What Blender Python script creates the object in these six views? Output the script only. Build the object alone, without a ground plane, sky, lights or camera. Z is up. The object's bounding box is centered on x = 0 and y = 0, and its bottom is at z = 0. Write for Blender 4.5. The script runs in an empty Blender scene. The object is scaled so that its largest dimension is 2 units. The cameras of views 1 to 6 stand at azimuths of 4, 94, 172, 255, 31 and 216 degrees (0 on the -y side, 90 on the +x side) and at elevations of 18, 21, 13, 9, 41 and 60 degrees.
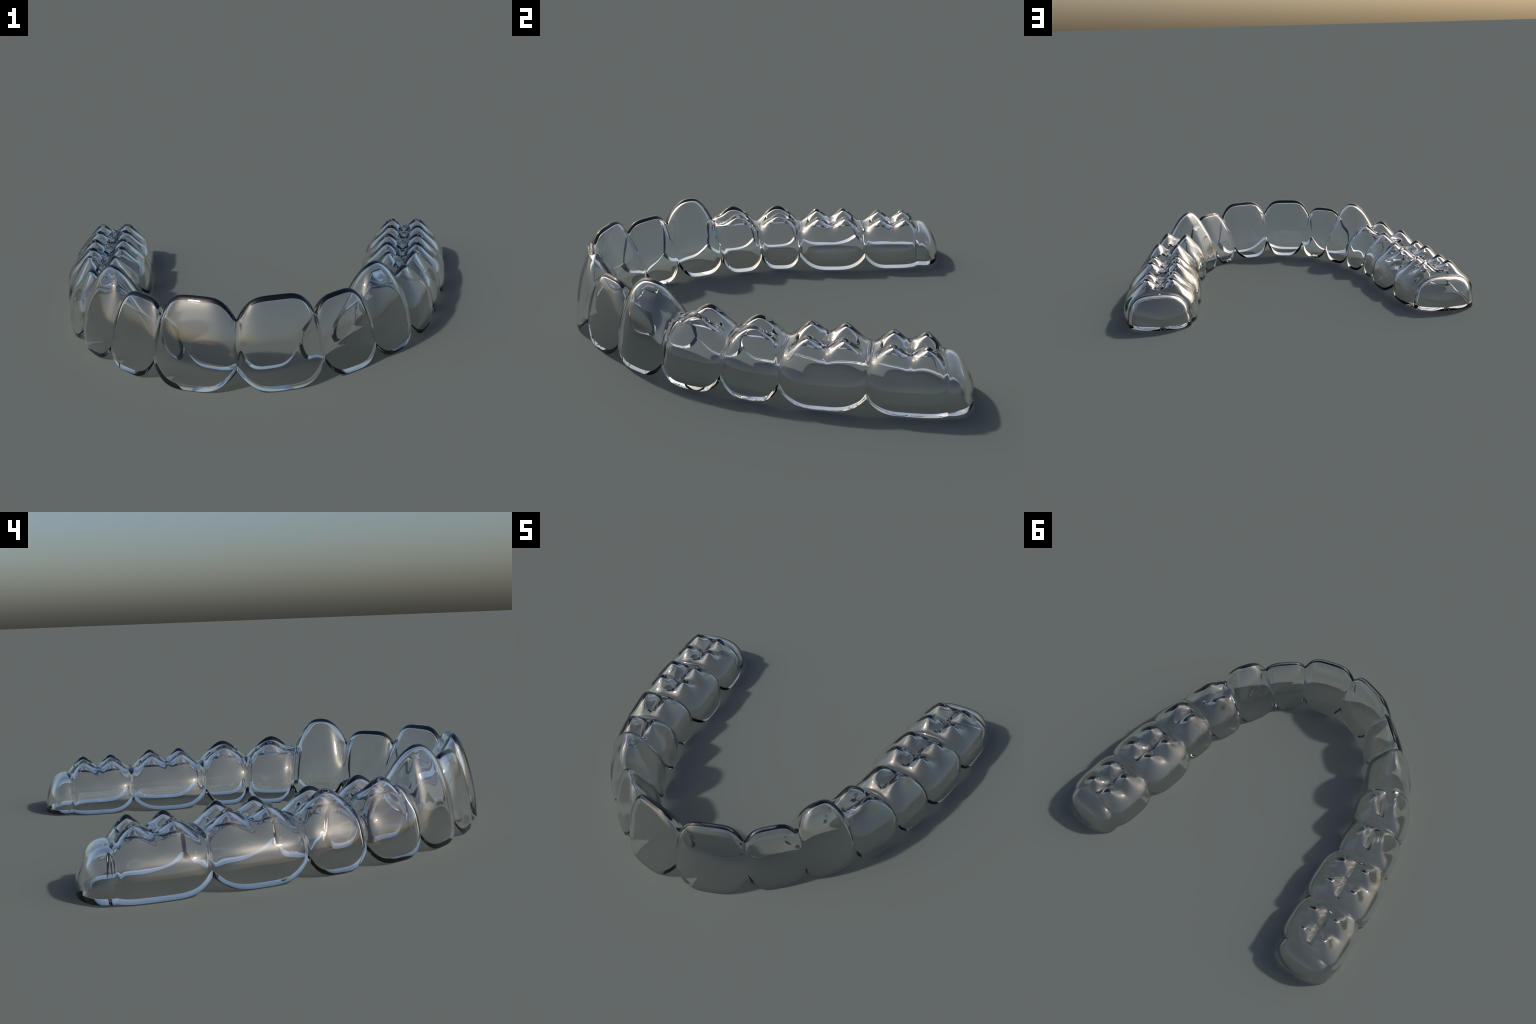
"""Clear thermoformed dental aligner: a thin transparent tray of fourteen tooth
shells.  One smooth shell is lofted along the dental arch (cross-sections from the
cheek-side rim, over the biting edge, to the tongue-side rim), thickened inward,
then cut between the teeth into named parts."""
import bpy
import numpy as np
from mathutils.bvhtree import BVHTree

THICK = 0.021          # sheet thickness
THIN = .0166            # and where it tapers out at the rim
T_OUT = 220            # samples over one cross-section
N_TOOTH = 88           # cross-sections per tooth
BEVEL = .0194           # the rim is cut at a slant: the inner skin ends this far above the outer one
V = np.array

# ---------------------------------------------------------------- the arch
# gaps between the teeth, from the midline to the back of the arch:
# cheek-side notch of the rim (x, y, z) and tongue-side notch of the rim
GAP_CHEEK = V([(0, -.888, .084), (.350, -.788, .080), (.566, -.604, .060), (.734, -.380, .055),
               (.845, -.118, .062), (.906, .123, .064), (.954, .472, .055), (.980, .792, .004)])
GAP_TONGUE = V([(0, -.703, .087), (.240, -.629, .080), (.379, -.480, .077), (.483, -.262, .066),
                (.550, -.054, .062), (.573, .153, .064), (.604, .505, .055), (.636, .792, .004)])
GAP_TOP = [.279, .268, .266, .248, .217, .206, .202, .180]

# cross-section of the sheet in a gap: (across, height 0 = rim .. 1 = top), cheek to tongue
FRONT_GAP = V([(1, 0), (.98, .12), (.94, .28), (.87, .46), (.77, .64), (.64, .80), (.49, .93), (.32, 1.0),
               (.13, .95), (-.09, .84), (-.42, .68), (-.70, .52), (-.89, .36), (-.98, .18), (-1, 0)])
BACK_GAP = V([(1, 0), (.985, .18), (.955, .38), (.88, .58), (.72, .76), (.51, .90), (.26, .975), (0, 1.0),
              (-.26, .975), (-.51, .90), (-.72, .76), (-.88, .58), (-.955, .38), (-.985, .18), (-1, 0)])
END_GAP = V([(1, 0), (1.0, .20), (.985, .40), (.925, .62), (.81, .80), (.61, .93), (.31, .985), (0, 1.0),
             (-.31, .985), (-.57, .92), (-.77, .79), (-.91, .60), (-.965, .40), (-.99, .20), (-1, 0)])


def gap_section(i):
    if i <= 2:
        s = FRONT_GAP
    elif i == 3:
        s = FRONT_GAP * .45 + BACK_GAP * .55
    elif i == 7:
        s = END_GAP
    else:
        s = BACK_GAP
    c, f = s[:, 0], s[:, 1]
    w = (1 - c) / 2
    rim = GAP_CHEEK[i][2] * (1 - w) + GAP_TONGUE[i][2] * w
    return c.copy(), rim + (GAP_TOP[i] - rim) * f


# ---------------------------------------------------------------- the teeth
FRONT = V([(1, 0), (.98, .17), (.92, .34), (.83, .50), (.71, .66), (.55, .82), (.39, .935), (.20, 1.0),
           (-.01, .95), (-.25, .83), (-.56, .64), (-.82, .46), (-.97, .28), (-1.015, .13), (-1, 0)])
CANINE = V([(1, 0), (1.04, .16), (1.02, .33), (.93, .50), (.78, .66), (.57, .82), (.36, .94), (.13, 1.0),
            (-.12, .94), (-.36, .82), (-.64, .64), (-.88, .46), (-1.0, .29), (-1.02, .14), (-1, 0)])

# bulge: how far the rim bows out of the straight line between its gaps (cheek, tongue)
FRONT_TEETH = {
    1: dict(kind="central_incisor_shell", section=FRONT, top=.374, bulge=(.052, .006), n_top=4.2, n_wall=7.5),
    2: dict(kind="lateral_incisor_shell", section=FRONT, top=.332, bulge=(.021, .007), n_top=3.8, n_wall=7.0),
    3: dict(kind="canine_shell", section=CANINE, top=.390, bulge=(.023, .008), n_top=2.4, n_wall=5.8),
}
# cusps: (place along the tooth -1..1, height); cone slope, tip radius
BACK_TEETH = {
    4: dict(kind="first_premolar_shell", bulge=(.027, .024), cheek=[(-.03, .301), (-.72, .258)], tongue=[(-.01, .294), (-.72, .250)],
            slope=1.05, tip=.045, groove=.244, cusp_at=.36, high=.27),
    5: dict(kind="second_premolar_shell", bulge=(.016, .012), cheek=[(-.03, .287)], tongue=[(-.02, .280)],
            slope=1.05, tip=.045, groove=.236, cusp_at=.34, high=.26),
    6: dict(kind="first_molar_shell", bulge=(.027, .042), cheek=[(-.42, .262), (.415, .262)], tongue=[(-.42, .262), (.40, .261)],
            slope=1.0, tip=.016, groove=.212, cusp_at=.36, high=.245),
    7: dict(kind="second_molar_shell", bulge=(.021, .030), cheek=[(-.40, .249), (.48, .247)], tongue=[(-.39, .249), (.50, .248)],
            slope=1.0, tip=.016, groove=.204, cusp_at=.35, high=.235),
}


def ridge(a, cusps, slope, tip, length, floor):
    """height of a cusp ridge along the tooth: rounded cones joined by a soft maximum"""
    hs = [floor]
    for at, h in cusps:
        d = (a - at) * length / 2
        hs.append(h - slope * (np.sqrt(d * d + tip * tip) - tip))
    k = 160.0
    return np.log(sum(np.exp(k * (h - floor)) for h in hs)) / k + floor - (np.log(1 + np.exp(-9)) / k)


def out_normal(i):
    """outward direction in plan of the tooth between gaps i-1 and i"""
    m = (GAP_CHEEK[i] + GAP_TONGUE[i] - GAP_CHEEK[i - 1] - GAP_TONGUE[i - 1])[:2]
    n = V([m[1], -m[0]])
    return n / np.linalg.norm(n)


def natural_spline(pts, count, grade=1.0):
    """points along a natural cubic spline through pts, chord-length knots"""
    d = np.linalg.norm(np.diff(pts, axis=0), axis=1) ** .7
    x = np.concatenate([[0], np.cumsum(d)])
    x /= x[-1]
    n, h = len(x), np.diff(x)
    A, b = np.eye(n), np.zeros((n, pts.shape[1]))
    for j in range(1, n - 1):
        A[j, j - 1], A[j, j], A[j, j + 1] = h[j - 1], 2 * (h[j - 1] + h[j]), h[j]
        b[j] = 6 * ((pts[j + 1] - pts[j]) / h[j] - (pts[j] - pts[j - 1]) / h[j - 1])
    m = np.linalg.solve(A, b)
    t = np.linspace(0, 1, count)
    j = np.clip(np.searchsorted(x, t, side="right") - 1, 0, n - 2)
    hj, l, r = h[j][:, None], (x[j + 1] - t)[:, None], (t - x[j])[:, None]
    return (m[j] * l ** 3 + m[j + 1] * r ** 3) / (6 * hj) + (pts[j] / hj - m[j] * hj / 6) * l + (pts[j + 1] / hj - m[j + 1] * hj / 6) * r


def tooth_section(i, a):
    """control points (x, y, z) of the cross-section of tooth i at a in -1..1"""
    p0, p1 = gap_section(i - 1), gap_section(i)
    side = p0 if a < 0 else p1
    f = (a + 1) / 2
    n = out_normal(i)
    front = i in FRONT_TEETH
    spec = FRONT_TEETH[i] if front else BACK_TEETH[i]
    swell = 1 - abs(a) ** 3.5
    B = GAP_CHEEK[i - 1][:2] * (1 - f) + GAP_CHEEK[i][:2] * f + n * spec["bulge"][0] * swell
    L = GAP_TONGUE[i - 1][:2] * (1 - f) + GAP_TONGUE[i][:2] * f - n * spec["bulge"][1] * swell
    k = np.arange(15)
    towards_top = 1 - abs(k - 7) / 7.0
    if front:
        c, z = spec["section"][:, 0].copy(), spec["section"][:, 1] * spec["top"]
        power = spec["n_wall"] + (spec["n_top"] - spec["n_wall"]) * towards_top
    else:
        length = np.linalg.norm((GAP_CHEEK[i] + GAP_TONGUE[i] - GAP_CHEEK[i - 1] - GAP_TONGUE[i - 1])[:2]) / 2
        floor = GAP_TOP[i - 1] * (1 - f) + GAP_TOP[i] * f - .03
        hb = ridge(a, spec["cheek"], spec["slope"], spec["tip"], length, floor)
        hl = ridge(a, spec["tongue"], spec["slope"], spec["tip"], length, floor)
        g, q, s = spec["groove"], spec["cusp_at"], spec["high"] / .24
        g = min(g, .5 * (hb + hl) - .006)
        c = V([1, 1.035, 1.03, .955, .67, q, .16, 0, -.16, -q, -.66, -.94, -1.015, -1.02, -1])
        zs = .136 * s
        mb = .4 * hb + .6 * (max(h for _, h in spec["cheek"]) - .012 - .03 * a * a)     # slopes dip less than the ridges
        ml = .4 * hl + .6 * (max(h for _, h in spec["tongue"]) - .012 - .03 * a * a)
        z = V([0, .045 * s, .092 * s, zs, zs + .57 * (mb - zs), hb, g + .45 * (hb - g), g,
               g + .45 * (hl - g), hl, zs + .57 * (ml - zs), zs, .092 * s, .045 * s, 0])
        power = 8.5 + (9.5 - 8.5) * np.clip(towards_top * 1.6, 0, 1)
    power[0] = power[-1] = 3.4                       # scallop of the rim
    w = abs(a) ** power
    if i == 7 and a > 0:                             # the last molar runs straight into the end cap
        w = abs(a) ** (power + 4)
    c = c * (1 - w) + side[0] * w
    z = z * (1 - w) + side[1] * w
    P = (B + L)[None] / 2 + (B - L)[None] / 2 * c[:, None]
    return np.column_stack([P, z]), c


def crease(i, a, P):
    """fissure along the middle of the chewing surface of a back tooth"""
    if i not in BACK_TEETH:
        return P
    B, L = P[0, :2], P[-1, :2]
    c = ((P[:, :2] - (B + L) / 2) @ (B - L)) / ((B - L) @ (B - L)) * 2
    run = np.clip(1 - (abs(a) / .78) ** 4, 0, 1)
    P[:, 2] -= .017 * run * np.exp(-(np.abs(c) / .05) ** 1.2)
    return P


def spaced(n):
    """places along a tooth, closer together at the gaps"""
    u = np.linspace(-1, 1, n + 1)
    return .45 * u + .55 * np.sin(u * np.pi / 2)


rows, owner = [], []                                  # cross-sections from the midline back, and whose they are
for i in range(1, 8):
    for a in spaced(N_TOOTH)[(0 if i == 1 else 1):]:
        ctrl, _ = tooth_section(i, a)
        rows.append(crease(i, a, natural_spline(ctrl, T_OUT)))
        owner.append(i)

# rounded end cap behind the last molar: the section shrinks towards the back
CAP_LENGTH, LAST = .118, rows[-1].copy()
mid = (LAST[0, :2] + LAST[-1, :2]) / 2
for phi in np.linspace(0, 1, 44)[1:]:
    u = np.sin(phi * np.pi / 2 * .985) ** .85
    width = (1 - u ** 2.9) ** (1 / 2.0)
    height = (1 - u ** 2.4) ** (1 / 2.2)
    swell = 1 + .015 * (1 - np.exp(-u / .07))
    P = LAST.copy()
    P[:, :2] = mid + (LAST[:, :2] - mid) * width * (1 + .008 * (1 - np.exp(-u / .07))) + V([-.011 * u, CAP_LENGTH * u])
    P[:, 2] = LAST[:, 2] * height * swell
    rows.append(P)
    owner.append(8)

half = np.array(rows)
mirror = half[1:][::-1].copy()
mirror[:, :, 0] *= -1
OUT = np.concatenate([mirror, half])                  # -x end cap ... midline ... +x end cap
own = [-o for o in owner[1:][::-1]] + owner
N, T = OUT.shape[:2]


# ---------------------------------------------------------------- thickness
def grid_normals(G):
    n = np.zeros_like(G)
    e = np.cross(G[1:, 1:] - G[:-1, :-1], G[:-1, 1:] - G[1:, :-1])
    for a in (slice(0, -1), slice(1, None)):
        for b in (slice(0, -1), slice(1, None)):
            n[a, b] += e
    return n / np.maximum(np.linalg.norm(n, axis=2, keepdims=True), 1e-12)


def relax(G, times, keep_rim=True):
    G = G.copy()
    for _ in range(times):
        S = G.copy()
        S[1:-1, 1:-1] = .5 * G[1:-1, 1:-1] + .125 * (G[2:, 1:-1] + G[:-2, 1:-1] + G[1:-1, 2:] + G[1:-1, :-2])
        S[1:-1, 0] = .5 * G[1:-1, 0] + .25 * (G[2:, 0] + G[:-2, 0])
        S[1:-1, -1] = .5 * G[1:-1, -1] + .25 * (G[2:, -1] + G[:-2, -1])
        G = S
    return G


n_out = grid_normals(OUT)
if n_out[N // 2 + 20, 4, 1] > 0:                      # cheek side of the front must face -y
    n_out = -n_out
n_in = grid_normals(relax(OUT, 6))
if (n_in * n_out).sum() < 0:
    n_in = -n_in
level = np.clip(np.minimum(np.arange(T), np.arange(T)[::-1]) / (T * .067), 0, 1)
n_in[:, :, 2] *= (level * level * (3 - 2 * level))[None, :]
n_in /= np.maximum(np.linalg.norm(n_in, axis=2, keepdims=True), 1e-9)


def inner_skin(H, nrm):
    """inner side of one half of the shell: the outer side moved in by THICK; where that
    folds over itself (under cusps and biting edges) the fold is cut off and bridged"""
    n, t = H.shape[:2]
    quads = [(r * t + k, r * t + k + 1, (r + 1) * t + k + 1, (r + 1) * t + k) for r in range(n - 1) for k in range(t - 1)]
    tree = BVHTree.FromPolygons([tuple(p) for p in H.reshape(-1, 3)], quads)
    d = np.minimum(np.arange(t), np.arange(t)[::-1]) / (t * .16)
    d = np.clip(d, 0, 1)
    thick = (THIN + (THICK - THIN) * d * d * (3 - 2 * d))
    G = H - thick[None, :, None] * nrm
    R = G.copy()
    for r in range(n):
        ok = np.ones(t, bool)
        for k in np.flatnonzero(level > .99):
            ok[k] = tree.find_nearest(G[r, k].tolist(), thick[k] * .955)[0] is None
        P = G[r, ok]
        x = np.concatenate([[0], np.cumsum(np.linalg.norm(np.diff(P, axis=0), axis=1))])
        y = np.concatenate([[0], np.cumsum(np.linalg.norm(np.diff(H[r], axis=0), axis=1))])
        y = BEVEL + y * (x[-1] - 2 * BEVEL) / y[-1]
        R[r] = np.column_stack([np.interp(y, x, P[:, j]) for j in range(3)])
    soft = relax(R, 12)
    return R + (soft - R) * np.clip(np.minimum(np.arange(t), np.arange(t)[::-1]) / (t * .093), 0, 1)[None, :, None]


m0 = N // 2                                           # the midline section
over = slice(m0 - 16, None)
right = inner_skin(OUT[over], n_in[over])[16:]
left = right[1:][::-1].copy()
left[:, :, 0] *= -1
right[0, :, 0] = 0
IN = np.concatenate([left, right])
n_inner = -grid_normals(IN)
if (n_inner * n_out).sum() > 0:
    n_inner = -n_inner


# ---------------------------------------------------------------- material
def clear_plastic():
    m = bpy.data.materials.new("clear_plastic")
    m.use_nodes = True
    nt = m.node_tree
    b = nt.nodes["Principled BSDF"]
    co = nt.nodes.new("ShaderNodeTexCoord")
    no = nt.nodes.new("ShaderNodeTexNoise")
    no.inputs["Scale"].default_value = 6.0
    no.inputs["Detail"].default_value = 3.0
    ramp = nt.nodes.new("ShaderNodeMapRange")
    ramp.inputs["To Min"].default_value = .0
    ramp.inputs["To Max"].default_value = .004
    nt.links.new(co.outputs["Object"], no.inputs["Vector"])
    nt.links.new(no.outputs["Fac"], ramp.inputs["Value"])
    nt.links.new(ramp.outputs["Result"], b.inputs["Roughness"])
    b.inputs["Base Color"].default_value = (1, 1, 1, 1)
    b.inputs["Transmission Weight"].default_value = 1.0
    b.inputs["IOR"].default_value = 1.6
    return m


MAT = clear_plastic()

# ---------------------------------------------------------------- parts
root = bpy.data.objects.new("dental_aligner", None)
bpy.context.scene.collection.objects.link(root)
root["label"] = "clear transparent plastic dental aligner tray for fourteen teeth"
root["category"] = "dental aligner"


ARC = 6                                               # steps across the rim


def rim_arc(k):
    """slanting, slightly rounded cut that joins the two skins along column k"""
    o, i = OUT[:, k], IN[:, k]
    across = i - o
    wide = np.linalg.norm(across, axis=1, keepdims=True)
    nrm = np.cross(np.gradient(o, axis=0), across)
    nrm /= np.linalg.norm(nrm, axis=1, keepdims=True)
    nrm *= np.where(nrm[:, 2:] > 0, -1, 1)            # it looks down
    lean = np.tan(np.radians(5))
    pts, dirs = [], []
    for f in (.06, .28, .5, .72, .94):
        pts.append(o + across * f + nrm * wide * lean * f * (1 - f))
        d = nrm + across / wide * lean * (2 * f - 1)
        dirs.append(d / np.linalg.norm(d, axis=1, keepdims=True))
    return V(pts).transpose(1, 0, 2), V(dirs).transpose(1, 0, 2)


cheek_arc, cheek_n = rim_arc(0)
tongue_arc, tongue_n = rim_arc(T - 1)
# every cross-section as one closed loop: outer skin, tongue rim, inner skin, cheek rim
LOOP = np.concatenate([OUT, tongue_arc, IN[:, ::-1], cheek_arc[:, ::-1]], axis=1)
LOOP_N = np.concatenate([n_out, tongue_n, n_inner[:, ::-1], cheek_n[:, ::-1]], axis=1)
LOOP[:, :, 2] -= LOOP[:, :, 2].min()
M = LOOP.shape[1]


def make_part(name, first, last):
    """cross-sections first..last of the shell as a part of its own"""
    n = last - first + 1
    v = LOOP[first:last + 1].reshape(-1, 3)
    r, k = np.meshgrid(np.arange(n - 1), np.arange(M), indexing="ij")
    k2 = (k + 1) % M
    f = np.stack([r * M + k, r * M + k2, (r + 1) * M + k2, (r + 1) * M + k], axis=-1).reshape(-1, 4)
    faces = [tuple(q) for q in (f if WIND else f[:, ::-1]).tolist()]
    for row, at_end in ((0, first == 0), (n - 1, last == N - 1)):      # nick in the middle of the end cap's rim
        if at_end:
            b = row * M
            lid = [(b + j, b + (2 * T + ARC - 2 - j), b + (2 * T + ARC - 3 - j), b + j + 1) for j in range(T - 1)]
            lid.append(tuple(b + j for j in range(T - 1, T + ARC)))
            lid.append(tuple(b + j % M for j in range(2 * T + ARC - 2, M + 1)))
            faces += [q if (row == 0) == WIND else q[::-1] for q in lid]
    me = bpy.data.meshes.new(name)
    me.from_pydata([tuple(p) for p in v.tolist()], [], faces)
    me.polygons.foreach_set("use_smooth", [True] * len(me.polygons))
    me.normals_split_custom_set_from_vertices([tuple(p) for p in LOOP_N[first:last + 1].reshape(-1, 3).tolist()])
    me.materials.append(MAT)
    ob = bpy.data.objects.new(name, me)
    ob.parent = root
    bpy.context.scene.collection.objects.link(ob)
    return ob


# winding that makes the outer skin's faces point outward
r0 = N // 2 + 20
e = np.cross(OUT[r0, 5] - OUT[r0, 4], OUT[r0 + 1, 4] - OUT[r0, 4])
WIND = bool(e @ n_out[r0, 4] > 0)
names = {i: s["kind"] for i, s in {**FRONT_TEETH, **BACK_TEETH}.items()}
names[8] = "end_cap"
edges = []
for k in range(1, N):
    if own[k] != own[k - 1]:                          # the row that both neighbours share is the gap itself
        edges.append(k if own[k - 1] < 0 else k - 1)
bounds = [0] + edges + [N - 1]
for first, last in zip(bounds[:-1], bounds[1:]):
    o = abs(own[(first + last) // 2])
    make_part(names[o], first, last)
